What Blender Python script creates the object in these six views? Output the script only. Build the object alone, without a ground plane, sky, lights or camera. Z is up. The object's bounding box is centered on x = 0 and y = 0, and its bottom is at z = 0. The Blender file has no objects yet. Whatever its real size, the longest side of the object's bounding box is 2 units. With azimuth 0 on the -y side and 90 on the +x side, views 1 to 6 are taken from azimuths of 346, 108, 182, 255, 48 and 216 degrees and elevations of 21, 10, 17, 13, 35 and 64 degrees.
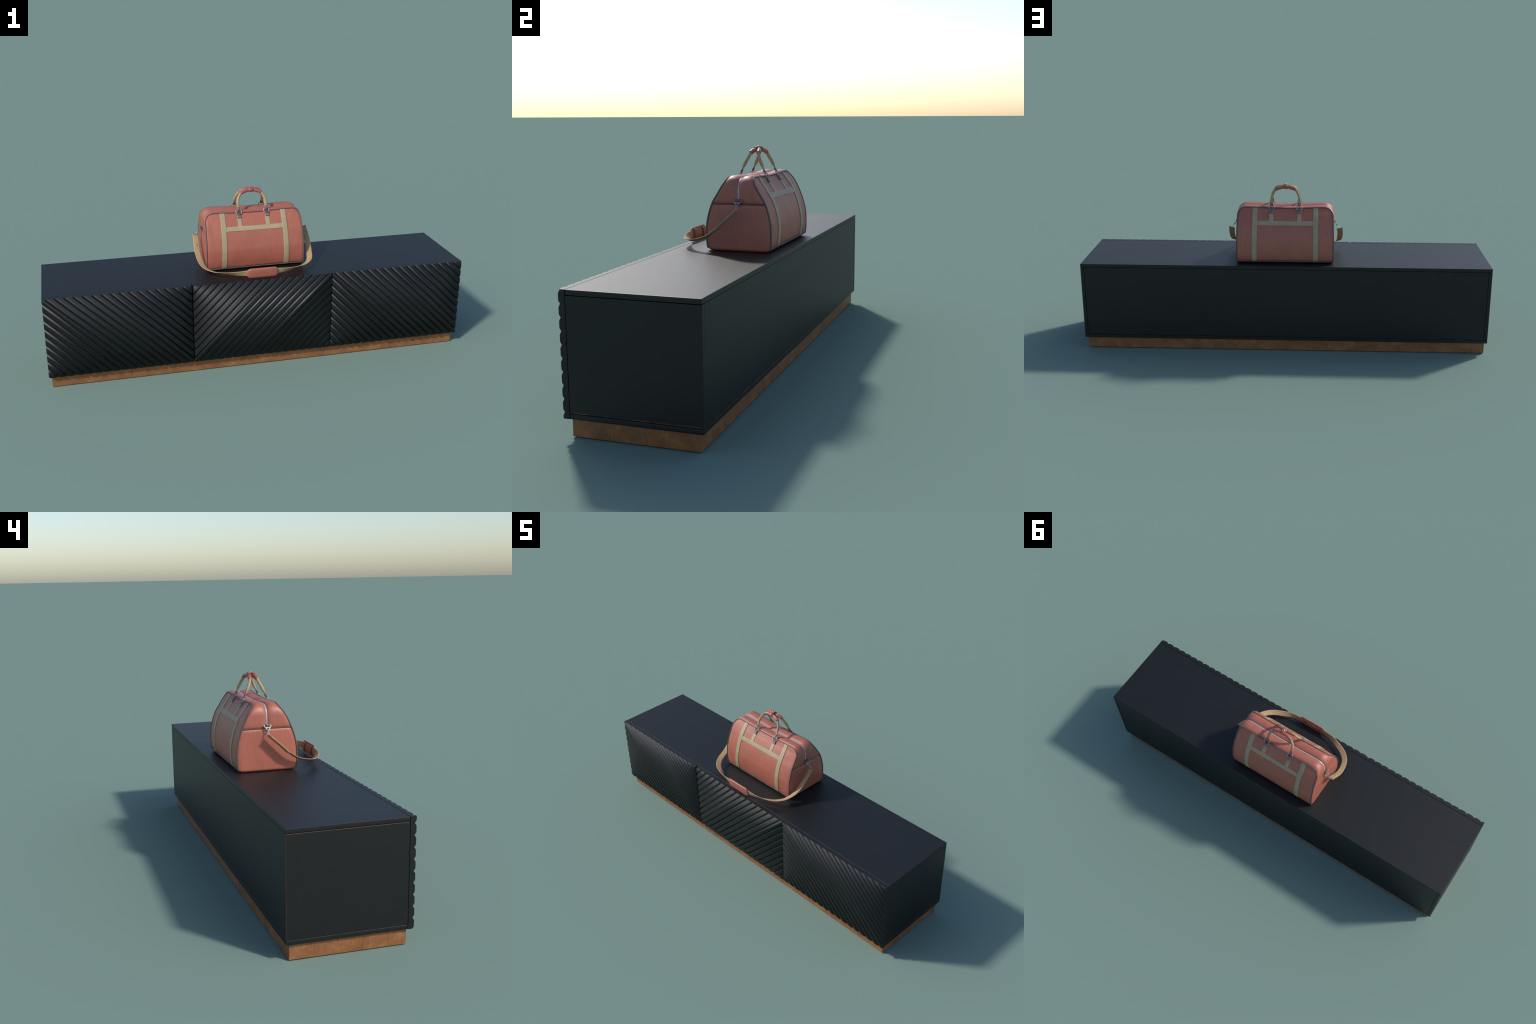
"""A long low black media cabinet with slanted ribbed doors on a wooden plinth,
and a salmon leather travel bag with webbing straps standing on top of it."""
import bpy, bmesh, math
from math import sin, cos, pi, sqrt, hypot
from mathutils import Vector, Matrix

# ------------------------------------------------------------------ helpers
def interp(xs, ys):
    """smooth monotone-ish cubic interpolation through control points"""
    n = len(xs)
    d = [(ys[i + 1] - ys[i]) / (xs[i + 1] - xs[i]) for i in range(n - 1)]
    m = [d[0]] + [0 if d[i - 1] * d[i] <= 0 else 2 * d[i - 1] * d[i] / (d[i - 1] + d[i]) for i in range(1, n - 1)] + [d[-1]]
    def f(x):
        if x <= xs[0]: return ys[0]
        if x >= xs[-1]: return ys[-1]
        i = max(k for k in range(n - 1) if xs[k] <= x)
        h = xs[i + 1] - xs[i]; t = (x - xs[i]) / h
        return ((2*t**3 - 3*t*t + 1) * ys[i] + (t**3 - 2*t*t + t) * h * m[i]
                + (-2*t**3 + 3*t*t) * ys[i + 1] + (t**3 - t*t) * h * m[i + 1])
    return f

def spline(pts, per=8):
    """Catmull-Rom through points of any dimension"""
    pts = [list(p) for p in pts]; out = []
    for i in range(len(pts) - 1):
        p0 = pts[max(i - 1, 0)]; p1 = pts[i]; p2 = pts[i + 1]; p3 = pts[min(i + 2, len(pts) - 1)]
        for k in range(per):
            t = k / per
            out.append([.5 * (2*b + (c - a)*t + (2*a - 5*b + 4*c - d)*t*t + (3*b - a - 3*c + d)*t**3)
                        for a, b, c, d in zip(p0, p1, p2, p3)])
    out.append(pts[-1]); return out

def smoothstep(a, b, x):
    t = min(1, max(0, (x - a) / (b - a))); return t * t * (3 - 2 * t)

def link(name, mesh, mat, parent, smooth=True):
    ob = bpy.data.objects.new(name, mesh)
    bpy.context.scene.collection.objects.link(ob)
    ob.parent = parent
    if mat and not mesh.materials: mesh.materials.append(mat)
    if smooth:
        for p in mesh.polygons: p.use_smooth = True
    return ob

def mesh_from(name, verts, faces):
    me = bpy.data.meshes.new(name)
    me.from_pydata([tuple(v) for v in verts], [], faces); me.update(); return me

def copy_of(ob, parent=None, matrix=None):
    c = ob.copy(); bpy.context.scene.collection.objects.link(c)
    if parent: c.parent = parent
    if matrix is not None: c.matrix_local = matrix
    return c

def by_angle(me, deg=35):
    bm = bmesh.new(); bm.from_mesh(me)
    for f in bm.faces: f.smooth = True
    for e in bm.edges:
        e.smooth = not (len(e.link_faces) == 2 and e.calc_face_angle(0) > math.radians(deg))
    bm.to_mesh(me); bm.free()

def box(name, lo, hi, mat, parent, bevel=.001, seg=2):
    bm = bmesh.new(); bmesh.ops.create_cube(bm, size=1)
    for v in bm.verts:
        v.co = Vector([(a + b) / 2 + c * (b - a) for a, b, c in zip(lo, hi, v.co)])
    if bevel:
        bmesh.ops.bevel(bm, geom=list(bm.edges), offset=bevel, segments=seg, affect='EDGES', profile=.5)
    me = bpy.data.meshes.new(name); bm.to_mesh(me); bm.free()
    ob = link(name, me, mat, parent)
    w = ob.modifiers.new("flat_faces", 'WEIGHTED_NORMAL'); w.weight = 100; w.mode = 'FACE_AREA'
    return ob

def tube(name, pts, rad, mat, parent, n=10, closed=False, flat=None, up=Vector((0, 0, 1)), ends='round'):
    """sweep an ellipse along pts; rad: number or per-point (across, thick); up gives the thick direction"""
    pts = [Vector(p) for p in pts]; N = len(pts)
    if not callable(rad):
        r0 = rad; rad = lambda i: (r0, r0)
    V, F = [], []
    prev = None
    for i, p in enumerate(pts):
        a = pts[(i - 1) % N] if closed or i else p
        b = pts[(i + 1) % N] if closed or i < N - 1 else p
        t = (b - a).normalized()
        u = up(i) if callable(up) else (up if prev is None else prev)
        u = (u - t * u.dot(t))
        if u.length < 1e-5: u = t.orthogonal()
        u.normalize(); prev = u
        s = t.cross(u); ra, rt = rad(i)
        for k in range(n):
            q = 2 * pi * k / n
            V.append(p + s * (ra * cos(q)) + u * (rt * sin(q)))
    M = N if closed else N - 1
    for i in range(M):
        for k in range(n):
            j = (i + 1) % N
            F.append((i*n + k, i*n + (k + 1) % n, j*n + (k + 1) % n, j*n + k))
    if not closed:
        F.append(tuple(range(n))[::-1]); F.append(tuple((N - 1)*n + k for k in range(n)))
    me = mesh_from(name, V, F)
    by_angle(me, 60)
    return link(name, me, mat, parent, smooth=False)

def ribbon(name, pts, across, w, th, mat, parent, m=6):
    """sweep a rounded flat band; across(i) = unit direction of the width, w(i), th(i)"""
    pts = [Vector(p) for p in pts]; N = len(pts); V, F = [], []
    for i, p in enumerate(pts):
        t = (pts[min(i + 1, N - 1)] - pts[max(i - 1, 0)]).normalized()
        a = across(i); a = (a - t * a.dot(t)).normalized(); nn = a.cross(t)
        W = w(i) / 2; T = th(i) / 2; ring = []
        for sgn in (1, -1):
            for k in range(m + 1):
                x = -1 + 2 * k / m
                ring.append((sgn * x * (W - T), sgn * T))
            ring.append((sgn * (W - T * .25), sgn * T * .35)); ring.append((sgn * (W - T * .25), -sgn * T * .35))
        for (x, y) in ring: V.append(p + a * x + nn * y)
    n = len(V) // N
    for i in range(N - 1):
        for k in range(n):
            F.append((i*n + k, (i + 1)*n + k, (i + 1)*n + (k + 1) % n, i*n + (k + 1) % n))
    F.append(tuple(range(n))); F.append(tuple((N - 1)*n + k for k in range(n))[::-1])
    me = mesh_from(name, V, F)
    bm = bmesh.new(); bm.from_mesh(me); bmesh.ops.recalc_face_normals(bm, faces=bm.faces); bm.to_mesh(me); bm.free()
    by_angle(me, 60)
    return link(name, me, mat, parent, smooth=False)

def grid(name, nu, nv, fn, mat, parent, thick=0, direction=None):
    V = [fn(i / nu, j / nv) for j in range(nv + 1) for i in range(nu + 1)]
    F = [(j*(nu + 1) + i, j*(nu + 1) + i + 1, (j + 1)*(nu + 1) + i + 1, (j + 1)*(nu + 1) + i)
         for j in range(nv) for i in range(nu)]
    me = mesh_from(name, V, F)
    if direction is not None:
        c = me.polygons[len(F) // 2 + nu // 2]
        if c.normal.dot(direction(c.center)) < 0: me.flip_normals()
    ob = link(name, me, mat, parent)
    if thick:
        s = ob.modifiers.new("leather_thickness", 'SOLIDIFY'); s.thickness = thick; s.offset = -1
    return ob

def dome(name, r, h, mat, parent, at, normal, n=16, rings=5):
    V, F = [], []
    prof = [(r, -h * .4), (r, h * .1)] + [(r * cos(q * pi / 2 / rings), h * .1 + h * .9 * sin(q * pi / 2 / rings)) for q in range(1, rings)]
    for (a, z) in prof:
        for k in range(n): V.append(Vector((a * cos(2*pi*k/n), a * sin(2*pi*k/n), z)))
    for i in range(len(prof) - 1):
        for k in range(n): F.append((i*n + k, i*n + (k + 1) % n, (i + 1)*n + (k + 1) % n, (i + 1)*n + k))
    V.append(Vector((0, 0, h))); b = (len(prof) - 1) * n
    for k in range(n): F.append((b + k, b + (k + 1) % n, len(V) - 1))
    F.append(tuple(range(n))[::-1])
    ob = link(name, mesh_from(name, V, F), mat, parent)
    ob.matrix_local = Matrix.Translation(Vector(at)) @ Vector(normal).to_track_quat('Z', 'Y').to_matrix().to_4x4()
    return ob

def empty(name, at, parent=None):
    e = bpy.data.objects.new(name, None); bpy.context.scene.collection.objects.link(e)
    e.empty_display_size = .05; e.location = at; e.parent = parent
    return e

# ---------------------------------------------------------------- materials
class Mat:
    def __init__(s, name, color, rough=.5, metal=0., spec=.5):
        s.m = bpy.data.materials.new(name); s.m.use_nodes = True
        s.nt = s.m.node_tree; s.b = s.nt.nodes["Principled BSDF"]
        s.b.inputs["Base Color"].default_value = (*color, 1)
        s.b.inputs["Roughness"].default_value = rough
        s.b.inputs["Metallic"].default_value = metal
        s.b.inputs["Specular IOR Level"].default_value = spec
        s.tc = s.nt.nodes.new("ShaderNodeTexCoord")
    def node(s, t, **k):
        n = s.nt.nodes.new(t)
        for a, v in k.items(): setattr(n, a, v)
        return n
    def noise(s, scale3, detail=3, rough=.5, scale=1.):
        mp = s.node("ShaderNodeMapping"); mp.inputs["Scale"].default_value = scale3
        nz = s.node("ShaderNodeTexNoise"); nz.inputs["Scale"].default_value = scale
        nz.inputs["Detail"].default_value = detail; nz.inputs["Roughness"].default_value = rough
        s.nt.links.new(s.tc.outputs["Object"], mp.inputs[0]); s.nt.links.new(mp.outputs[0], nz.inputs["Vector"])
        return nz.outputs["Fac"]
    def wave(s, direction, scale, distortion=0., detail=2.):
        w = s.node("ShaderNodeTexWave", bands_direction=direction)
        w.inputs["Scale"].default_value = scale; w.inputs["Distortion"].default_value = distortion
        w.inputs["Detail"].default_value = detail
        s.nt.links.new(s.tc.outputs["Object"], w.inputs["Vector"]); return w.outputs["Fac"]
    def ramp(s, fac, stops):
        r = s.node("ShaderNodeValToRGB"); e = r.color_ramp.elements
        while len(e) < len(stops): e.new(.5)
        for el, (p, c) in zip(e, stops): el.position = p; el.color = (*c, 1) if len(c) == 3 else c
        s.nt.links.new(fac, r.inputs[0]); return r.outputs[0]
    def mul(s, a, b, f=1.):
        n = s.node("ShaderNodeMix", data_type='RGBA', blend_type='MULTIPLY'); n.inputs[0].default_value = f
        s.nt.links.new(a, n.inputs[6]); s.nt.links.new(b, n.inputs[7]); return n.outputs[2]
    def mix(s, fac, a, b):
        n = s.node("ShaderNodeMix", data_type='RGBA')
        s.nt.links.new(fac, n.inputs[0]); s.nt.links.new(a, n.inputs[6]); s.nt.links.new(b, n.inputs[7]); return n.outputs[2]
    def color(s, out): s.nt.links.new(out, s.b.inputs["Base Color"])
    def roughness(s, fac, lo, hi):
        r = s.node("ShaderNodeMapRange"); r.inputs[3].default_value = lo; r.inputs[4].default_value = hi
        s.nt.links.new(fac, r.inputs[0]); s.nt.links.new(r.outputs[0], s.b.inputs["Roughness"])
    def bump(s, h, strength=.3, dist=.001):
        b = s.node("ShaderNodeBump"); b.inputs["Strength"].default_value = strength; b.inputs["Distance"].default_value = dist
        s.nt.links.new(h, b.inputs["Height"]); s.nt.links.new(b.outputs[0], s.b.inputs["Normal"])

def scaled(c, k): return tuple(min(1, x * k) for x in c)

PAINT = (.0042, .0048, .0050)
WORN_GLINT = (.17, .075, .030)  # bare board brown, also the colour of the painted bevel highlights
def make_paint(name="black_satin_lacquer", worn_glint=None):
    """satin black lacquer; worn(m) may give a mask where the brown board shows through at a rubbed edge or a bevel highlight is painted in"""
    m = Mat(name, PAINT, .48, 0, .5)
    n = m.noise((30, 30, 30), 4)
    col = m.ramp(n, [(.3, scaled(PAINT, .9)), (.7, scaled(PAINT, 1.12))])
    if worn_glint:
        rgb = m.node("ShaderNodeRGB"); rgb.outputs[0].default_value = (*WORN_GLINT, 1)
        col = m.mix(worn_glint(m), col, rgb.outputs[0])
    m.color(col)
    m.roughness(n, .465, .505)
    return m.m
def math_node(m, op, a, b=None, c=None):
    n = m.node("ShaderNodeMath", operation=op)
    for k, v in enumerate((a, b, c)):
        if v is None: continue
        if isinstance(v, (int, float)): n.inputs[k].default_value = v
        else: m.nt.links.new(v, n.inputs[k])
    return n.outputs[0]
def axes(m):
    x = m.node("ShaderNodeSeparateXYZ"); m.nt.links.new(m.tc.outputs["Object"], x.inputs[0]); return x.outputs
def band(m, v, centre, half):
    """1 within half of centre, soft edge"""
    d = math_node(m, 'ABSOLUTE', math_node(m, 'SUBTRACT', v, centre))
    return math_node(m, 'MULTIPLY', math_node(m, 'SUBTRACT', 1., math_node(m, 'DIVIDE', d, half)), 1.6)
def clamp01(m, v):
    n = m.node("ShaderNodeClamp"); m.nt.links.new(v, n.inputs[0]); return n.outputs[0]
def worn_glint_side(m):
    X, Y, Z = axes(m)
    patch = m.noise((9, 9, 9), 3, .6)
    gate = clamp01(m, math_node(m, 'MULTIPLY', math_node(m, 'SUBTRACT', patch, .50), 7.))
    right = math_node(m, 'GREATER_THAN', X, 0.); left = math_node(m, 'LESS_THAN', X, 0.)
    outer = math_node(m, 'GREATER_THAN', math_node(m, 'ABSOLUTE', X), .9975)
    low = math_node(m, 'MULTIPLY', math_node(m, 'MULTIPLY', clamp01(m, band(m, Z, .0750, .0042)), gate), right)
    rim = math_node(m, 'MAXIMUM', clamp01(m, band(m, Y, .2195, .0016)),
                    math_node(m, 'MAXIMUM', clamp01(m, band(m, Z, .4238, .0015)), clamp01(m, band(m, Z, .0748, .0015))))  # rear line is rubbed; top and bottom lines are a painted bevel highlight
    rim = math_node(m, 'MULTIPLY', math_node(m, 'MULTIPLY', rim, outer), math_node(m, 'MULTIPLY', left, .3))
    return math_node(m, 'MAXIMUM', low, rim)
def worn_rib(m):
    X, Y, Z = axes(m)
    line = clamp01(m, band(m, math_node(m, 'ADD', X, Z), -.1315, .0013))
    fade = clamp01(m, math_node(m, 'MULTIPLY', math_node(m, 'ADD', X, .49), 12.))
    return math_node(m, 'MULTIPLY', line, math_node(m, 'MULTIPLY', fade, .8))

def make_wood():
    c = (.280, .115, .043)
    m = Mat("brown_plinth_wood", c, .55, 0, .4)
    big = m.noise((16, 16, 22), 5, .65); fine = m.noise((160, 160, 45), 3, .6)
    a = m.ramp(big, [(.30, scaled(c, .76)), (.5, c), (.70, (.37, .165, .066))])
    b = m.ramp(fine, [(.3, (.80, .78, .76)), (.7, (1.1, 1.1, 1.1))])
    m.color(m.mul(a, b)); m.bump(fine, .15, .0005)
    m.roughness(big, .45, .62)
    return m.m

LEATHER = (.390, .112, .068)
def make_leather(name, grain, c=LEATHER, amount=.7, rough=.50, metal=0.):
    """glossy pressed leather; grain = noise stretch, so that the fine lines run up the panel"""
    m = Mat(name, c, rough, metal, .75)
    streak = m.noise(grain, 2, .5); blot = m.noise((14, 14, 14), 3)
    a = m.ramp(streak, [(.30, scaled(c, 1 - .16 * amount)), (.5, c), (.70, scaled(c, 1 + .10 * amount))])
    b = m.ramp(blot, [(.3, (.95, .93, .93)), (.7, (1.04, 1.04, 1.04))])
    m.color(m.mul(a, b)); m.bump(streak, .16 * amount, .0005)
    m.roughness(streak, rough - .03, rough + .05)
    return m.m

def make_webbing(name, c, wdir):
    m = Mat(name, c, .55, 0, .8)
    rib = m.wave(wdir, 130, .6, 2.); nz = m.noise((220, 220, 220), 2); blot = m.noise((30, 30, 30), 2)
    a = m.ramp(rib, [(.2, scaled(c, .86)), (.7, scaled(c, 1.06))])
    b = m.ramp(nz, [(.3, (.88, .87, .84)), (.7, (1.07, 1.07, 1.09))])
    d = m.ramp(blot, [(.3, (.95, .94, .90)), (.7, (1.03, 1.03, 1.04))])
    m.color(m.mul(m.mul(a, b), d)); m.bump(rib, .35, .0006)
    return m.m

TAN = (.395, .302, .180)
M_paint = make_paint()
M_paint_side = make_paint("black_lacquer_rubbed_glint_edges", worn_glint_side)
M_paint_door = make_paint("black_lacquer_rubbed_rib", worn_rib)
M_wood = make_wood()
M_leather = make_leather("salmon_leather", (340, 16, 16))
M_leather_end = make_leather("salmon_end_leather", (16, 340, 16))
M_leather_top = make_leather("salmon_top_leather", (160, 340, 160), LEATHER, .5)
M_grip = make_leather("salmon_grip_leather", (250, 250, 250), (.340, .096, .062), .3, .42)
M_dark = make_leather("dark_tab_leather", (250, 250, 250), (.150, .082, .076), .4, .5)
M_web_v = make_webbing("beige_webbing_upright", TAN, 'Z')
M_web_h = make_webbing("beige_webbing_level", TAN, 'X')
def make_edge():
    return Mat("webbing_edge_binding", (.27, .185, .065), .8, 0, .2).m
M_edge = make_edge()
def make_strap():
    c = (.435, .295, .155)
    m = Mat("tan_strap_leather", c, .6, 0, .35)
    n = m.noise((60, 60, 60), 4, .6); f = m.noise((300, 300, 300), 2)
    a = m.ramp(n, [(.3, scaled(c, .88)), (.55, c), (.75, scaled(c, 1.08))])
    m.color(m.mul(a, m.ramp(f, [(.3, (.94, .93, .9)), (.7, (1.04, 1.04, 1.04))]))); m.bump(f, .15, .0004)
    return m.m
M_strap = make_strap()
def make_cord():
    c = (.105, .083, .076)
    m = Mat("dark_piping_cord", c, .6, 0, .35)
    w = m.node("ShaderNodeTexWave", bands_direction='DIAGONAL')
    w.inputs["Scale"].default_value = 130; m.nt.links.new(m.tc.outputs["Object"], w.inputs["Vector"])
    m.color(m.ramp(w.outputs["Fac"], [(.2, scaled(c, .9)), (.8, scaled(c, 1.2))])); m.bump(w.outputs["Fac"], .25, .0006)
    return m.m
M_cord = make_cord()
def make_metal():
    m = Mat("brushed_nickel", (.46, .45, .44), .48, 1.)
    n = m.noise((90, 90, 90), 3); m.roughness(n, .44, .56)
    m.color(m.ramp(n, [(.3, (.42, .41, .40)), (.7, (.50, .49, .48))]))
    return m.m
M_metal = make_metal()
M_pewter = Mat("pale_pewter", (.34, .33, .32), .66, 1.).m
def make_zip():
    m = Mat("grey_zip_tape", (.46, .44, .43), .42, .0, .8)
    w = m.wave('X', 110); m.color(m.ramp(w, [(.2, (.36, .345, .335)), (.8, (.52, .50, .485))]))
    return m.m
M_zip = make_zip()

# =================================================================== CABINET
cab = empty("media_cabinet", (0, 0, 0))
cab["label"] = "long low black cabinet with slanted ribbed doors and wooden plinth"
cab["category"] = "media cabinet"
Z0, Z1, YB, YF, YD = .0565, .4420, .2203, -.1993, -.2003     # body bottom, top, back, front, door back
BT, GAP = .0165, .0011
box("plinth", (-.988, -.199, 0), (.988, .207, Z0 - .0005), M_wood, cab, .0012)
box("top_board", (-1.0000, YF, Z1 - BT), (1.0000, YB, Z1), M_paint, cab, .0014, 1)
box("bottom_board", (-1.0000, YF, Z0), (1.0000, YB, Z0 + BT), M_paint, cab, .0014, 1)
for s in (-1, 1):
    a, b = sorted((s * 1.0000, s * (1.0000 - BT)))
    box("side_board", (a, YF, Z0 + BT + GAP), (b, YB, Z1 - BT - GAP), M_paint_side, cab, .0014, 1)
X = 1.0000 - BT - GAP
box("back_board", (-X, YB - .014, Z0 + BT + GAP), (X, YB - .0004, Z1 - BT - GAP), M_paint, cab, .0008)
for x in (-.3335, .3375):
    box("partition", (x - .008, YF + .002, Z0 + BT + GAP), (x + .008, YB - .016, Z1 - BT - GAP), M_paint, cab, .0005)

PITCH, CREST, DEPTH = .0404, -.2208, .0064
SHOULDER = .0106
def rib_depth(t):                       # t = distance along x or z from a groove, 0..PITCH
    t = min(t, PITCH - t)
    if t >= SHOULDER: return 0.
    q = 1 - t / SHOULDER
    return DEPTH * (q ** 1.38)
RIB_T = [0] + [SHOULDER * k / 7 for k in range(1, 8)]
RIB_T = RIB_T + [PITCH / 2] + [PITCH - t for t in RIB_T[:0:-1]]

def ribbed_door(x0, x1, falling, base, tilt=.85, mat=None):
    """ribs at 45 degrees: falling ribs keep x+z, rising ribs keep z-x; the normals at the rib ends lean over the edge"""
    z0, z1 = Z0, Z1
    fx = (lambda x: x) if falling else (lambda x: -x)
    a0, a1 = (x0, x1) if falling else (-x1, -x0)
    lo, hi = a0 + z0, a1 + z1
    levels = set([lo, hi, a0 + z1, a1 + z0])
    k0 = math.floor((lo - base) / PITCH) - 1
    for k in range(k0, k0 + int((hi - lo) / PITCH) + 4):
        for t in RIB_T:
            s = base + k * PITCH + t
            if lo + 1e-4 < s < hi - 1e-4 and min(abs(s - (a0 + z1)), abs(s - (a1 + z0))) > 4e-4: levels.add(s)
    levels = sorted(levels)
    def depth(s): return rib_depth((s - base) % PITCH)
    def slope(s, side):
        e = 2e-4; return (depth(s + side * e) - depth(s)) / (side * e)
    V, N2, ends = [], [], []
    for s in levels:
        y = CREST + depth(s)
        zA = min(z1, s - a0); zB = max(z0, s - a1)
        pts = []
        for z, up in ((zA, True), (zB, False)):
            a = s - z
            if up: en = Vector((0, 0, 1)) if s > a0 + z1 - 1e-7 else Vector((-1, 0, 0))
            else: en = Vector((0, 0, -1)) if s < a1 + z0 + 1e-7 else Vector((1, 0, 0))
            if not falling: en.x = -en.x
            pts.append((Vector((fx(a), y, z)), en))
        ends.append(pts)
    def prof_n(s, side):
        g = slope(s, side)              # dy/ds ; surface y = CREST + depth(x+z)
        n = Vector(((g if falling else -g), -1, g)); return n.normalized()
    F, LN = [], []
    for s, pts in zip(levels, ends): V += [pts[0][0], pts[1][0]]
    nL = len(levels)
    for i in range(nL - 1):
        f = [2*i, 2*i + 1, 2*i + 3, 2*i + 2]
        s_of = {2*i: (i, 0, 1), 2*i + 1: (i, 1, 1), 2*i + 3: (i + 1, 1, -1), 2*i + 2: (i + 1, 0, -1)}
        if not falling: f = f[::-1]
        F.append(f)
        for v in f:
            li, e, side = s_of[v]
            n = prof_n(levels[li], side) + ends[li][e][1] * tilt
            LN.append(n.normalized())
    # side walls down to the back of the door, and the back
    nb = len(V); V += [Vector((v.x, YD, v.z)) for v in V]
    chain_a = [2*i for i in range(nL)]; chain_b = [2*i + 1 for i in range(nL)]
    for chain, flip in ((chain_a, False), (chain_b, True)):
        for i in range(nL - 1):
            p, q = chain[i], chain[i + 1]
            f = [p, q, q + nb, p + nb]
            if flip != (not falling): f = f[::-1]
            mid = (V[p] + V[q]) / 2
            F.append(f)
            d = [(abs(mid.x - x0), Vector((-1, 0, 0))), (abs(mid.x - x1), Vector((1, 0, 0))),
                 (abs(mid.z - z0), Vector((0, 0, -1))), (abs(mid.z - z1), Vector((0, 0, 1)))]
            n = min(d, key=lambda k: k[0])[1]
            LN += [n] * 4
    for i in range(nL - 1):
        f = [2*i, 2*i + 2, 2*i + 3, 2*i + 1]
        if not falling: f = f[::-1]
        F.append([v + nb for v in f]); LN += [Vector((0, 1, 0))] * 4
    # drop repeated corner points
    faces, normals, k = [], [], 0
    for f in F:
        g, gn = [], []
        for j, v in enumerate(f):
            if not any((V[v] - V[w]).length < 1e-7 for w in g): g.append(v); gn.append(LN[k + j])
        k += len(f)
        if len(g) > 2: faces.append(g); normals += gn
    me = mesh_from("door", V, faces)
    for p in me.polygons: p.use_smooth = True
    me.normals_split_custom_set([tuple(n) for n in normals])
    return link("door", me, mat or M_paint, cab)

ribbed_door(-1.0000, -.3362, True, 1.3985 - .0404 * 60, mat=M_paint_door)
ribbed_door(-.3310, .3345, False, .7285 - .0404 * 60)
ribbed_door(.3372, 1.0000, True, 1.3985 - .0404 * 60 + .0005)

# ================================================================ TRAVEL BAG
BY, BZ = .0507, Z1 + .0005
bag = empty("travel_bag", (0, BY, BZ))
bag["label"] = "salmon leather travel bag with beige webbing, two handles and shoulder strap"
bag["category"] = "travel bag"
INV = Matrix.Translation((0, -BY, -BZ))

def on_bag(ob):
    """parts are modelled in world place; keep that place under the bag's root"""
    ob.matrix_parent_inverse = Matrix.Identity(4)
    ob.matrix_local = INV @ ob.matrix_local
    return ob
def sub(ob, parent_part):
    ob.parent = parent_part
    return ob

# half depth of the bag (front to back) by height, half length by height
half_depth_mid = interp([.4425, .4445, .4482, .455, .470, .4937, .5333, .576, .614, .6500, .6765, .690, .7065, .715],
                    [.1060, .1090, .1150, .1190, .1215, .1228, .1218, .1138, .1012, .0828, .0668, .0580, .0495, .0480])
def half_depth(z, x=0.):
    """one end of the bag slumps a little fuller at the shoulders than the other"""
    return half_depth_mid(z) - .0032 * (x / .235) * smoothstep(.615, .655, z) * (1 - smoothstep(.683, .708, z))

TOP_Z, CR = .7080, .042                  # piping height along the top, corner radius
def half_len(z):
    base = .2362 - .0030 * smoothstep(.52, .70, z)
    if z > TOP_Z - CR:
        q = min(1, (z - (TOP_Z - CR)) / CR)
        return base - CR + CR * sqrt(max(0, 1 - q * q))
    if z < .453:
        q = (.453 - z) / .0095; return base - .0055 * q * q
    return base
def top_sag(x): return -.0052 * (1 - smoothstep(.03, .19, abs(x)))

PZ0, PZ1 = .4555, TOP_Z
def panel_y(x, z, side, off=0.):
    """outer surface of the padded front (side -1) or rear (side +1) panel"""
    xe = half_len(z)
    d = min(max(0, xe - abs(x)), (PZ1 - z) * 1.25, (z - PZ0) * 1.6 + .004)
    puff = -.0015 + .0040 * (1 - math.exp(-max(0, d) / .0055))
    puff += .0025 * smoothstep(.02, .10, d) + .0012 * smoothstep(.008, .05, d) * smoothstep(.60, .67, z)
    # the soft leather is never quite flat
    slack = .0007 * sin(21 * x + 2.1 * side + 9 * z) * sin(26 * z + 7 * x + side) + .0004 * sin(47 * x - 33 * z + 1.3 * side)
    puff += slack * smoothstep(.004, .04, d)
    return BY + side * (half_depth(z, x) + puff + off)
def panel_dz(x, z):
    return top_sag(x) * smoothstep(.60, .71, z)

def panel_point(x, z, side, off=0.):
    e = .002
    y = panel_y(x, z, side)
    dydz = (panel_y(x, min(z + e, PZ1), side) - panel_y(x, z - e, side)) / (2 * e)
    dydx = (panel_y(x + e, z, side) - panel_y(x - e, z, side)) / (2 * e)
    n = Vector((-dydx * side, side * 1., -dydz * side)); n = Vector((-dydx, 1, -dydz)) * side; n.normalize()
    return Vector((x, y, z + panel_dz(x, z))) + n * off, n

NU, NV = 90, 84
def panel_rows(v):
    """row heights: dense near the rounded top corner"""
    w = sin(v * pi / 2) ** 1.0 if v > 0 else 0
    w = .45 * v + .55 * w
    return PZ0 + (PZ1 - PZ0 - 1e-5) * w
for side in (-1, 1):
    def f(u, v, side=side):
        z = panel_rows(v); xe = half_len(z)
        q = 2 * u - 1; q = .75 * q + .25 * sin(q * pi / 2)
        x = q * xe
        return (x, panel_y(x, z, side), z + panel_dz(x, z))
    on_bag(grid("body_panel", NU, NV, f, M_leather, bag, .003, lambda c, side=side: Vector((0, side, .2))))

# --- gusset path, seen from the front: up one end, over the top, down the other end
SEAM = .6145
def end_path(z): return half_len(z)
def gusset(v, s, sign):
    pass

def end_point(z, v, end, puff):
    h = half_depth(z, end * .235) - .0004
    return Vector((end * (half_len(z) + puff), BY + v * h, z))

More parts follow.
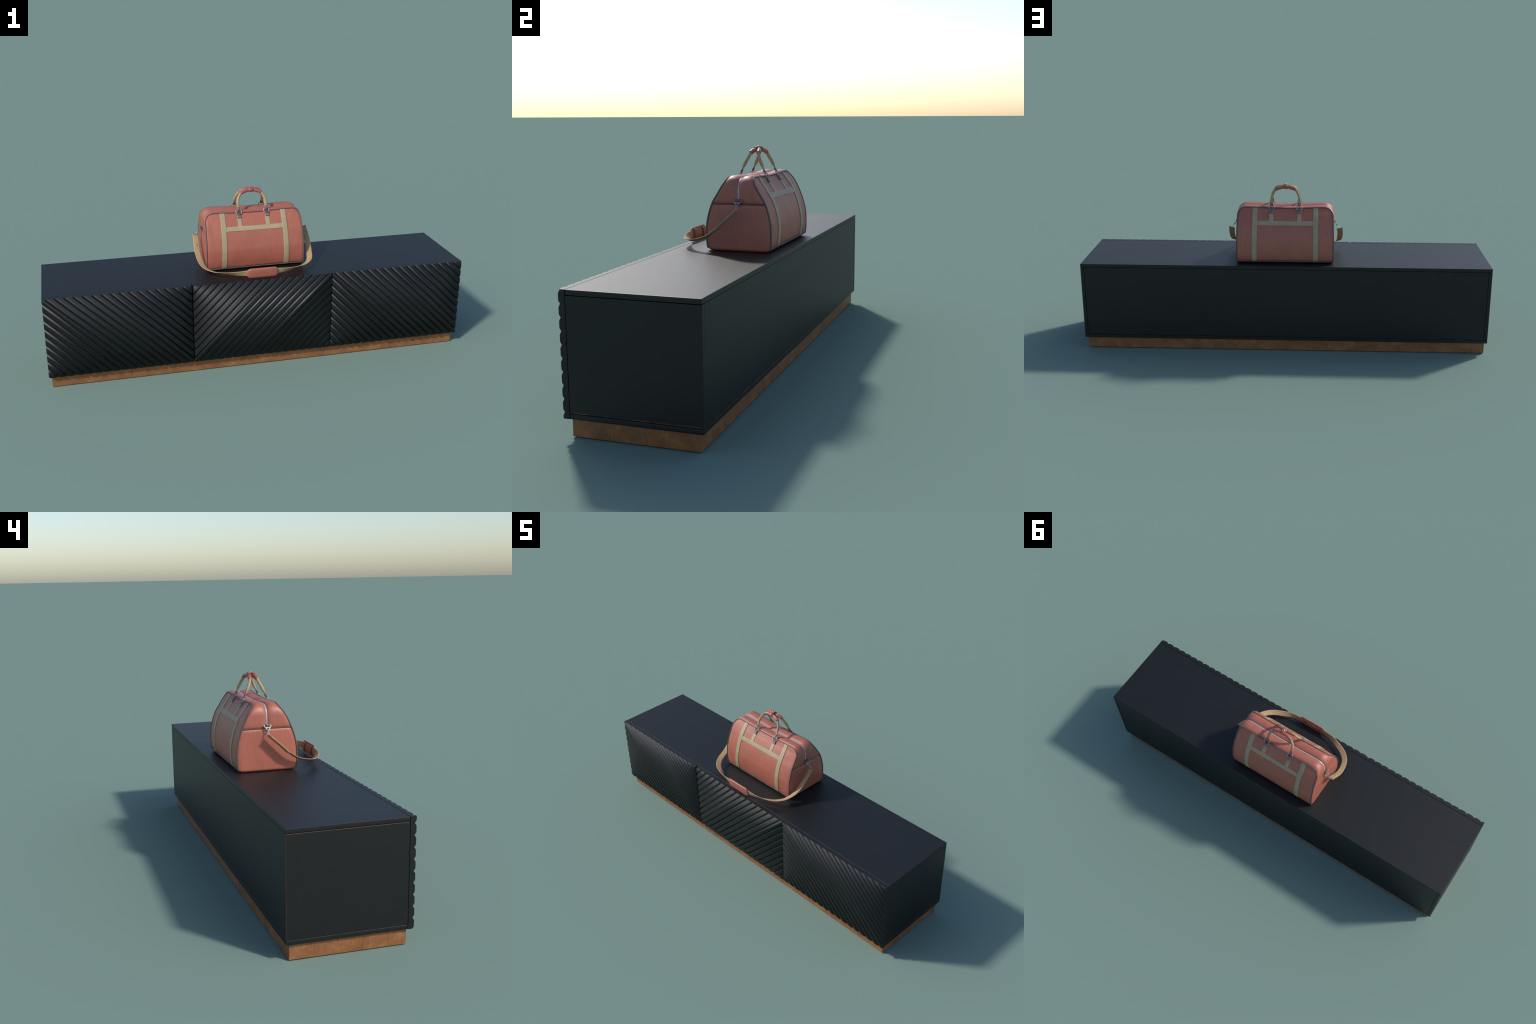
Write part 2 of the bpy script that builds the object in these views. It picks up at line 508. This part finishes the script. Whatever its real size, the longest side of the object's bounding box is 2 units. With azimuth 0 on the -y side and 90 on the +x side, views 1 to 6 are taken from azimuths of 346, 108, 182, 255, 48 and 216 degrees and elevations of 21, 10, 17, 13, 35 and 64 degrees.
for end in (-1, 1):
    # lower end panel, from the base to the seam
    def f(u, w, end=end):
        z = .4437 + (SEAM - .0018 - .4437) * w
        v = 2 * u - 1
        h = half_depth(z)
        de = (1 - abs(v)) * h; dt = SEAM - .0018 - z
        p = -.0020 + .0040 * (1 - math.exp(-de / .006)) - .0035 * math.exp(-dt / .004)
        p += .0018 * (1 - v * v) * smoothstep(.45, .52, z)
        return end_point(z, v, end, p)
    on_bag(grid("end_panel", 60, 54, f, M_leather_end, bag, .003, lambda c, end=end: Vector((end, 0, 0))))

# upper gusset in two lobes (front and rear of the zip), running from seam to seam over the top
def upper_path():
    pts = []
    n1, n2, n3 = 26, 16, 60
    for i in range(n1 + 1):
        z = SEAM + .0015 + (TOP_Z - CR - SEAM - .0015) * i / n1; pts.append((half_len(z), z))
    for i in range(1, n2 + 1):
        a = pi / 2 * i / n2
        pts.append((.2332 - CR + CR * cos(a), TOP_Z - CR + CR * sin(a)))
    for i in range(1, n3 + 1):
        x = (.2332 - CR) * (1 - 2 * i / n3); pts.append((x, TOP_Z))
    half = pts[:n1 + n2 + 1]
    return pts[:-1] + [(-x, z) for x, z in half[::-1]]
UP = upper_path()
def path_normal(P, i):
    a = P[max(i - 1, 0)]; b = P[min(i + 1, len(P) - 1)]
    tx, tz = b[0] - a[0], b[1] - a[1]; l = hypot(tx, tz)
    return (tz / l, -tx / l)
ULEN = len(UP) - 1
ZIPW = .0034
def lobe_point(i, v):
    """v in 0..1 from the zip to the piping; returns signed depth from centre and the point"""
    x, z = UP[i]; nx, nz = path_normal(UP, i)
    h = half_depth(z, x)
    dist = ZIPW + (h - ZIPW) * v
    dz = dist - ZIPW; de = h - dist
    dseam = max(0, z - SEAM) if abs(x) > .2 else .1
    topness = max(0, nz)
    amp = .0062 + .0038 * topness
    p = -.0012 - .0018 * topness + amp * (1 - math.exp(-dz / .010)) * (1 - math.exp(-de / .007))
    p -= .0045 * math.exp(-dseam / .006)
    q = Vector((x + nx * p, 0, z + nz * p))
    q.z += top_sag(x) * topness * (.85 + .25 * sin(pi * v))
    return dist, q
for side in (-1, 1):
    nv = 26
    def f(u, w, side=side):
        i = round(u * ULEN); v = 1 - (1 - w) ** 1.0
        d, q = lobe_point(i, v); q.y = BY + side * d
        return q
    on_bag(grid("top_panel", ULEN, nv, f, M_leather_end, bag, .003,
                lambda c: Vector((0, 0, 1))))

# base
def f(u, w):
    v = 2 * w - 1; x = (2 * u - 1) * .2312
    h = half_depth(.4437)
    e = max(0, abs(v) * 1.0)
    z = .4430 if e < .93 else .4430 + .012 * ((e - .93) / .07) ** 2
    return (x, BY + v * (h + .0128 * smoothstep(.9, 1., e)), z)
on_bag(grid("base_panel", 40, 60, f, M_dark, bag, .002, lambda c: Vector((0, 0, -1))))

# --- piping round the front and rear panels, and along the seams of the ends
def panel_rim(z, side, dx=0): return (half_len(z) - .0004, BY + side * (half_depth(z, half_len(z)) + .0004), z)
for side in (-1, 1):
    R = []
    zs = [PZ0 - .003 + (TOP_Z - CR - PZ0 + .003) * i / 44 for i in range(45)]
    for z in zs: R.append(panel_rim(z, side))
    for i in range(1, 15):
        a = pi / 2 * i / 14; z = TOP_Z - CR + CR * sin(a) - 1e-6
        xr = .2331 - CR + CR * cos(a); R.append((xr, BY + side * (half_depth(z, xr) + .0004), z + panel_dz(.22, z)))
    n3 = 60; top = []
    for i in range(1, n3):
        x = (.2331 - CR) * (1 - 2 * i / n3)
        top.append((x, BY + side * (half_depth(TOP_Z) + .0004), TOP_Z + top_sag(x)))
    loop = R + top + [(-x, BY + side * (half_depth(z, -x) + .0004), z) for x, y, z in R[::-1]]
    nb = 50
    bot = [(-.2365 + .473 * i / nb, BY + side * (half_depth(PZ0) + .0002), PZ0 - .003 + .0006 * sin(i * .9)) for i in range(1, nb)]
    on_bag(tube("piping_cord", loop + bot, lambda i, n=len(loop): (.0028, .0028) if i < n else (.0018, .0018), M_cord, bag, 10, closed=True, up=Vector((0, 1, 0))))
for end in (-1, 1):
    pts = []
    for i in range(31):
        v = -1 + 2 * i / 30
        pts.append((end * (half_len(SEAM) - .0008 + .0012 * (1 - v * v)), BY + v * half_depth(SEAM), SEAM))
    on_bag(tube("piping_cord", pts, .0019, M_cord, bag, 8))

# --- zip: tape sunk between the lobes with small metal teeth
tape = []
zp = [i for i in range(len(UP)) if UP[i][1] > .628]
def zip_pt(i, off):
    x, z = UP[i]; nx, nz = path_normal(UP, i); t = max(0, nz)
    return Vector((x + nx * off, BY, z + nz * off + top_sag(x) * t * .85))
pts = [zip_pt(i, -.0020 - .0022 * max(0, path_normal(UP, i)[1])) for i in zp]
zipper = on_bag(ribbon("zipper", pts, lambda i: Vector((0, 1, 0)), lambda i: .0080, lambda i: .0016, M_zip, bag))
V, F = [], []
acc = 0; last = None; step = .0030
for a, b in zip(pts[:-1], pts[1:]):
    L = (b - a).length; t = (b - a).normalized(); n = Vector((0, 1, 0)).cross(t)
    if n.dot(Vector((a.x, 0, max(0, a.z - .65)))) < 0: n = -n
    while acc < L:
        c = a + t * acc; k = len(V)
        for su in (-1, 1):
            for sv in (-1, 1):
                for sw in (0, 1):
                    V.append(c + t * (su * .0012) + Vector((0, 1, 0)) * (sv * (.0027 - .0004 * sw)) + n * (.0004 + sw * .0014))
        F += [tuple(k + j for j in q) for q in ((0,1,3,2),(4,6,7,5),(0,4,5,1),(2,3,7,6),(1,5,7,3))]
        acc += step
    acc -= L
me = mesh_from("zipper_tooth", V, F)
bm = bmesh.new(); bm.from_mesh(me); bmesh.ops.recalc_face_normals(bm, faces=bm.faces); bm.to_mesh(me); bm.free()
teeth = link("zipper_tooth", me, M_zip, zipper, smooth=False); teeth["kind"] = "stuff"

# --- webbing sewn on the panels
def webbing(kind_mat, side, xa, xb, z_list, slant=0., off=.0016, level=False):
    """a band over the panel between x = xa..xb (upright) or heights za..zb (level)"""
    rows = len(z_list); m = 8; V, F = [], []
    prof = [(-1, -.0010), (-1, .6), (-.94, 1.)] + [(-.94 + 1.88 * k / m, 1.) for k in range(1, m)] + [(.94, 1.), (1, .6), (1, -.0010)]
    for r, zz in enumerate(z_list):
        for (c, o) in prof:
            if level:
                x = zz; z = (xa + xb) / 2 + c * (xb - xa) / 2
            else:
                z = zz; x = (xa + xb) / 2 + c * (xb - xa) / 2 + slant * (.708 - z) / .25
            oo = off * o if o > 0 else -.002
            p, n = panel_point(x, min(z, PZ1 - .0002), side, oo)
            V.append(p)
    n = len(prof)
    for r in range(rows - 1):
        for k in range(n - 1):
            F.append((r*n + k, r*n + k + 1, (r + 1)*n + k + 1, (r + 1)*n + k))
    F.append(tuple(range(n))); F.append(tuple((rows - 1)*n + k for k in range(n)))
    me = mesh_from("webbing_strap", V, F)
    bm = bmesh.new(); bm.from_mesh(me); bmesh.ops.recalc_face_normals(bm, faces=bm.faces); bm.to_mesh(me); bm.free()
    me.materials.append(kind_mat); me.materials.append(M_edge)
    for i, p in enumerate(me.polygons):
        k = i % (n - 1)
        if i < (rows - 1) * (n - 1) and (k < 2 or k > n - 4): p.material_index = 1
    by_angle(me, 70)
    return on_bag(link("webbing_strap", me, None, bag, smooth=False))

def span(a, b, n): return [a + (b - a) * i / n for i in range(n + 1)]
for side in (-1, 1):
    for sx in (-1, 1):
        slant = .0055 * sx if (side < 0 and sx < 0) else .0020 * sx
        a, b = sorted((sx * .1350, sx * .1600))
        webbing(M_web_v, side, a, b, span(PZ0 + .0004, .7078, 60), slant, .0019)
        a, b = sorted((sx * .0583, sx * .0785))
        webbing(M_web_v, side, a, b, span(.6485, .700, 16), 0, .0013)
    webbing(M_web_h, side, .6285, .6500, span(-.1372, .1372, 60), 0, .0016, level=True)

# --- carrying handles
HANDLE = [(-.0678, .0075, .7255), (-.0680, .0140, .7400), (-.0655, .0225, .7580), (-.0590, .0300, .7735), (-.0480, .0350, .7885),
          (-.0350, .0382, .7945), (-.0180, .0412, .7985), (0, .0422, .8006)]
HANDLE = HANDLE + [(-x, y, z) for x, y, z in HANDLE[-2::-1]]
RING_TOP, RING_BOT = Vector((0, .0022, .7160)), Vector((0, -.0085, .7000))

for side in (-1, 1):
    def place(p, side=side):
        return (p[0], p[1] if side < 0 else 2 * BY - p[1], p[2])
    path = [Vector(place(p)) for p in spline(HANDLE, 8)]
    N = len(path)
    ends = [0, N - 1]
    def section(i):
        d = min(i, N - 1 - i) / 8.        # 0 at the tab, 1 per control point
        q = smoothstep(.15, 1.5, d)
        return (.0068 + (.0064 - .0068) * q, .0018 + (.0063 - .0018) * q)
    def face_dir(i):
        return Vector((0, -side * .9, -.45)) if False else Vector((0, side * .85, .5))
    handle = on_bag(tube("carry_handle", path, section, M_strap, bag, 14, up=face_dir))
    # salmon grip sleeve round the top of the handle
    gi = [i for i in range(N) if 4 * 8 - 1 <= i <= N - 1 - 4 * 8 + 1]
    gp = [path[i] for i in gi]; G = len(gp)
    def gsec(i):
        d = min(i, G - 1 - i); r = .0074 if d == 0 else .0088 - .0012 * smoothstep(.45, .85, d / (G / 2))
        return (r, r)
    sub(tube("grip", gp, gsec, M_grip, bag, 16, up=face_dir), handle)
    # seam ridge under the grip
    for sx in (-1, 1):
        # leather tab gripping the ring's upper bar
        c0 = Vector(place((sx * .0678, .0084, .7275))); c1 = Vector(place((sx * .0678, RING_TOP.y - .0002, RING_TOP.z - .0030)))
        t = (c1 - c0).normalized()
        outw = Vector((0, side * .9, .45)); outw = (outw - t * outw.dot(t)).normalized()
        tp = [c0 + (c1 - c0) * k / 6 for k in range(7)]
        tab = ribbon("handle_tab", tp, lambda i: Vector((1, 0, 0)), lambda i: .0168 if i > 0 else .0150,
                     lambda i: .0062 if i > 0 else .0052, M_dark, bag)
        sub(tab, handle)
        r = dome("rivet", .0024, .0014, M_metal, bag, c0 + (c1 - c0) * .38 + outw * .0030, outw)
        sub(r, handle)
        # rectangular ring
        xa, xb = sx * .0678 - .0124, sx * .0678 + .0124
        rt, rb = RING_TOP, RING_BOT
        corner = [(xa, rt.y, rt.z), (xb, rt.y, rt.z), (xb, rb.y, rb.z), (xa, rb.y, rb.z)]
        pts = []
        for k in range(4):
            A, Bc, Cc = (Vector(corner[(k + j) % 4]) for j in (-1, 0, 1))
            for f0 in (0, .5, 1):
                d1 = (A - Bc).normalized() * .003; d2 = (Cc - Bc).normalized() * .003
                p = Bc + d1 * (1 - f0) ** 2 + d2 * f0 ** 2
                pts.append(place(p))
        sub(tube("ring", pts, .0016, M_metal, bag, 8, closed=True, up=Vector((1, 0, 0))), handle)
        # leather patch with two rivets that holds the ring on the panel
        pp = []
        for k in range(9):
            z = .6845 + (.6985 - .6845) * k / 8
            pt, nn = panel_point(sx * .0688, z, side, .0034); pp.append(pt)
        tail = Vector(place((sx * .0688, RING_BOT.y, RING_BOT.z + .0030)))
        tail2 = Vector(place((sx * .0688, RING_BOT.y + .0035, RING_BOT.z - .0005)))
        pp += [tail, ]
        patch = ribbon("ring_patch", pp, lambda i: Vector((1, 0, 0)), lambda i: .0212 - .0018 * (i / 9.), lambda i: .0034, M_dark, bag)
        sub(patch, handle)
        for rx in (-.0054, .0054):
            pt, nn = panel_point(sx * .0688 + rx, .6890, side, .0051)
            sub(dome("rivet", .0026, .0015, M_metal, bag, pt, nn), handle)

# wrap that snaps both grips together
loop = []
for k in range(32):
    a = 2 * pi * k / 32
    cy = .0085 * (1 if sin(a) > 0 else -1) if abs(sin(a)) > .02 else 0
    loop.append((0, BY + cy + .0112 * sin(a), .8006 + .0104 * cos(a)))
V, F = [], []
m = len(loop)
band = [(-.0108, -.0016), (-.0108, -.0002), (-.0102, .0003), (.0102, .0003), (.0108, -.0002), (.0108, -.0016)]
for (x, o) in band:
    for (_, y, z) in loop:
        r = Vector((0, y - BY, z - .8006)); cc = Vector((0, .0085 * (1 if r.y > 0 else -1), 0))
        d = (r - cc).normalized() if abs(r.y) > .0085 else Vector((0, 0, 1 if r.z > 0 else -1))
        V.append((x, y + d.y * o, z + d.z * o))
nb = len(band)
for i in range(nb):
    j = (i + 1) % nb
    for k in range(m): F.append((i*m + k, i*m + (k + 1) % m, j*m + (k + 1) % m, j*m + k))
me = mesh_from("handle_wrap", V, F)
bm = bmesh.new(); bm.from_mesh(me); bmesh.ops.recalc_face_normals(bm, faces=bm.faces); bm.to_mesh(me); bm.free()
by_angle(me, 40)
wrap = on_bag(link("handle_wrap", me, M_grip, bag, smooth=False))
# overlapping flap with a round end and a snap stud
fl = []
for k in range(20):
    a = pi * k / 19; fl.append((.0098 * cos(a), -.0022 - .0085 * sin(a)))
fl += [(-.0098, .012), (.0098, .012)]
bm = bmesh.new(); vs = [bm.verts.new((x, BY + y, .8108)) for x, y in fl]; face = bm.faces.new(vs)
bmesh.ops.recalc_face_normals(bm, faces=bm.faces)
ex = bmesh.ops.extrude_face_region(bm, geom=[face])
for v in ex["geom"]:
    if isinstance(v, bmesh.types.BMVert): v.co.z += .0018
bmesh.ops.recalc_face_normals(bm, faces=bm.faces)
bmesh.ops.bevel(bm, geom=[e for e in bm.edges if abs(e.verts[0].co.z - e.verts[1].co.z) < 1e-5 and e.verts[0].co.z > .8120], offset=.0007, segments=2, affect='EDGES')
me = bpy.data.meshes.new("wrap_flap"); bm.to_mesh(me); bm.free(); by_angle(me, 40)
sub(link("wrap_flap", me, M_grip, bag, smooth=False), wrap)
sub(dome("snap_stud", .0052, .0036, M_metal, bag, (0, BY, .8124), (0, 0, 1), 20), wrap)

# --- shoulder strap: hangs from the ends, twists and lies in a loop before the bag
# x, y, z, lean of the width above the horizontal (degrees), outward heading (degrees from +x towards -y)
HALF = [(0, -.2030, .4728, 84, 90), (.040, -.2030, .4728, 84, 90), (.075, -.2010, .4728, 80, 87), (.125, -.1940, .4722, 56, 74),
        (.170, -.1775, .4722, 33, 60), (.2125, -.1565, .4735, 21, 46), (.2440, -.1260, .4782, 17, 31), (.2590, -.0950, .4850, 15, 19),
        (.2665, -.0630, .4960, 14, 9), (.2712, -.0310, .5175, 14, 4), (.2722, .0088, .5550, 15, 2), (.2685, .0480, .5895, 16, 0)]
P = spline(HALF, 10)
full = [(-x, y, z, l, 180 - h) for x, y, z, l, h in P[:0:-1]] + P
def acr(i):
    _, _, _, l, h = full[i]; l = math.radians(l); h = math.radians(h)
    return Vector((cos(h) * cos(l), -sin(h) * cos(l), sin(l)))
NS = len(full)
strap = on_bag(ribbon("shoulder_strap", [p[:3] for p in full], acr, lambda i: .0282 + .0026 * (1 - smoothstep(.05, .10, abs(full[i][0]))), lambda i: .0027, M_strap, bag))
# doubled ends stitched under the strap, snap studs, rings
for sx in (-1, 1):
    idx = [i for i in range(NS) if full[i][0] * sx > 0 and full[i][1] > -.030]
    if sx < 0: idx = idx[::-1]
    pts, nrm = [], []
    for i in idx:
        a = acr(i); p = Vector(full[i][:3])
        t = (Vector(full[min(i + 1, NS - 1)][:3]) - Vector(full[max(i - 1, 0)][:3])).normalized()
        n = a.cross(t)
        if n.z > 0: n = -n
        pts.append(p + n * .0029); nrm.append(n)
    ia = {k: i for k, i in enumerate(idx)}
    sub(ribbon("strap_turnback", pts, lambda k: acr(ia[k]), lambda k: .0276, lambda k: .0027, M_strap, bag), strap)
    e = idx[-1]; a = acr(e); pe = Vector(full[e][:3]); n = nrm[-1]
    # end fold round the bar
    bar_c = pe + n * .0014 + Vector((0, .0016, .0014))
    sub(tube("strap_fold", [bar_c - a * .0138, bar_c, bar_c + a * .0138], .0029, M_strap, bag, 12), strap)
    up_t = (pe - Vector(full[idx[-6]][:3])).normalized()
    c = [bar_c - a * .0155, bar_c + a * .0155]
    ringp = [c[0], c[0] + up_t * .0040, c[0] + up_t * .0052 + a * .0020, c[1] + up_t * .0052 - a * .0020, c[1] + up_t * .0040, c[1]]
    sub(tube("strap_ring", ringp, .0013, M_metal, bag, 8, closed=True, up=n), strap)
    stud_i = min(idx, key=lambda i: abs(full[i][1] - .0095))
    a2 = acr(stud_i); p2 = Vector(full[stud_i][:3])
    t2 = (Vector(full[stud_i + 1][:3]) - Vector(full[stud_i - 1][:3])).normalized(); n2 = a2.cross(t2)
    if n2.z < 0: n2 = -n2
    sub(dome("snap_stud", .0058, .0036, M_metal, bag, p2 + n2 * .0014, n2, 20), strap)
    # triangular plate on a leather loop at the end of the zip
    O = Vector((sx * .2440, BY, .6250)); dn = Vector((sx * .52, 0, -.855)).normalized(); yv = Vector((0, 1, 0)); nn = Vector((sx * .855, 0, .52)).normalized()
    bm = bmesh.new()
    def ring_of(kx, kd, rad, shrink):
        """rounded triangle outline: wide bar on top, point below"""
        tri = [(-.0190 * kx, -.0045), (.0190 * kx, -.0045), (0, .0245 * kd)]; out = []
        cx, cd = 0, .004
        for j in range(3):
            A = Vector(tri[j - 1]); B_ = Vector(tri[j]); C = Vector(tri[(j + 1) % 3])
            d1 = (A - B_).normalized() * rad; d2 = (C - B_).normalized() * rad
            for q in range(5):
                f0 = q / 4; out.append(B_ + d1 * (1 - f0) ** 2 + d2 * f0 ** 2)
        return out
    outer = ring_of(1, 1, .0070, 0)
    slot = [(-.0130, -.0024), (.0130, -.0024), (.0098, .0040), (-.0098, .0040)]
    hole = [(.0040 * cos(2*pi*k/16), .0125 + .0040 * sin(2*pi*k/16)) for k in range(16)]
    def add_loop(pts2):
        vs = [bm.verts.new(O + yv * q[0] + dn * q[1]) for q in pts2]
        return [bm.edges.new((vs[k], vs[(k + 1) % len(vs)])) for k in range(len(vs))]
    edges = add_loop(outer) + add_loop(slot) + add_loop(hole)
    bmesh.ops.triangle_fill(bm, use_beauty=True, use_dissolve=False, edges=edges)
    # triangle_fill also closes the openings: take those faces out again
    kill = []
    for fc in bm.faces:
        c = fc.calc_center_median() - O; u, d = c.dot(yv), c.dot(dn)
        if hypot(u, d - .0125) < .0039 or (abs(u) < .0128 - .5 * max(0, d + .0024) and -.0022 < d < .0039): kill.append(fc)
    bmesh.ops.delete(bm, geom=kill, context='FACES_ONLY')
    ex = bmesh.ops.extrude_face_region(bm, geom=list(bm.faces))
    for v in ex["geom"]:
        if isinstance(v, bmesh.types.BMVert): v.co += nn * .0020
    bmesh.ops.recalc_face_normals(bm, faces=bm.faces)
    me = bpy.data.meshes.new("triangle_ring"); bm.to_mesh(me); bm.free(); by_angle(me, 40)
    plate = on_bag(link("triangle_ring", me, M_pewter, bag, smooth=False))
    sub_tab = ribbon("ring_loop", [O + nn * q + dn * w for q, w in ((-.0095, -.0065), (-.0020, -.0068), (.0030, -.0062), (.0043, -.0036),
                                   (.0030, -.0008), (-.0015, .0006), (-.0080, .0010))],
                     lambda i: Vector((0, 1, 0)), lambda i: .0165, lambda i: .0020, M_dark, bag)
    sub(sub_tab, plate)
    # swivel link: a small eye through the hole, a shank and an eye on the strap ring
    h = O + dn * .0140 + nn * .001
    tgt = bar_c + up_t * .0050
    d = (tgt - h).normalized(); sdir = Vector((0, 1, 0))
    eye1 = [h + d * (.0045 - .0045 * cos(2*pi*k/14)) + d.cross(sdir) * (.0030 * sin(2*pi*k/14)) for k in range(14)]
    L = (tgt - h).length
    sub(tube("swivel_link", eye1, .0011, M_metal, bag, 8, closed=True), plate)
    eye2 = [h + d * (.0085 + (L - .0085) * .5 * (1 - cos(2*pi*k/14))) + sdir * (.0026 * sin(2*pi*k/14)) for k in range(14)]
    sub(tube("swivel_link", eye2, .0011, M_metal, bag, 8, closed=True), plate)

# shoulder pad with two keeper loops
def pad_outline(hx, hz, r, n=10):
    out = []
    for cx, cz, a0 in ((hx - r, hz - r, 0), (-hx + r, hz - r, 90), (-hx + r, -hz + r, 180), (hx - r, -hz + r, 270)):
        for k in range(n + 1):
            a = math.radians(a0 + 90 * k / n); out.append((cx + r * cos(a), cz + r * sin(a)))
    return out
rings = [(.0, .0000, .0), (.0, .0012, .0), (-.0012, .0038, 0), (-.004, .0054, 0), (-.009, .0064, 0), (-.016, .0068, 0)]
V, F = [], []
lean = Vector((0, -.11, 1)).normalized(); outn = Vector((0, -1, -.11)).normalized()
C = Vector((0, -.2046, .4712))
rows = []
for grow, d, _ in rings:
    o = pad_outline(.0752 + grow, .0248 + grow, max(.0195 + grow, .003)); rows.append(len(o))
    for (x, z) in o:
        bend = .0028 * (x / .075) ** 2
        V.append(C + Vector((x, bend, 0)) + lean * z + outn * d)
n = rows[0]
for i in range(len(rings) - 1):
    for k in range(n): F.append((i*n + k, i*n + (k + 1) % n, (i + 1)*n + (k + 1) % n, (i + 1)*n + k))
b = (len(rings) - 1) * n
half_n = n // 2
for k in range(half_n - 1):     # close the face with a ladder of quads between upper and lower edge
    F.append((b + k, b + k + 1, b + (n - 2 - k), b + (n - 1 - k)))
    F.append((k, n - 1 - k, n - 2 - k, k + 1))
me = mesh_from("shoulder_pad", V, F)
bm = bmesh.new(); bm.from_mesh(me); bmesh.ops.recalc_face_normals(bm, faces=bm.faces); bm.to_mesh(me); bm.free()
by_angle(me, 50)
pad = link("shoulder_pad", me, M_leather, bag, smooth=False); sub(pad, strap)
for sx in (-1, 1):
    c = C + Vector((sx * .0435, .0012, .0005))
    pts = [c + lean * z - outn * y for z, y in ((-.0190, -.0006), (-.0182, .0038), (-.0150, .0055), (0, .0058), (.0150, .0055), (.0182, .0038), (.0190, -.0006))]
    sub(ribbon("pad_loop", spline(pts, 4), lambda i: Vector((1, 0, 0)), lambda i: .0115, lambda i: .0018, M_grip, bag), strap)
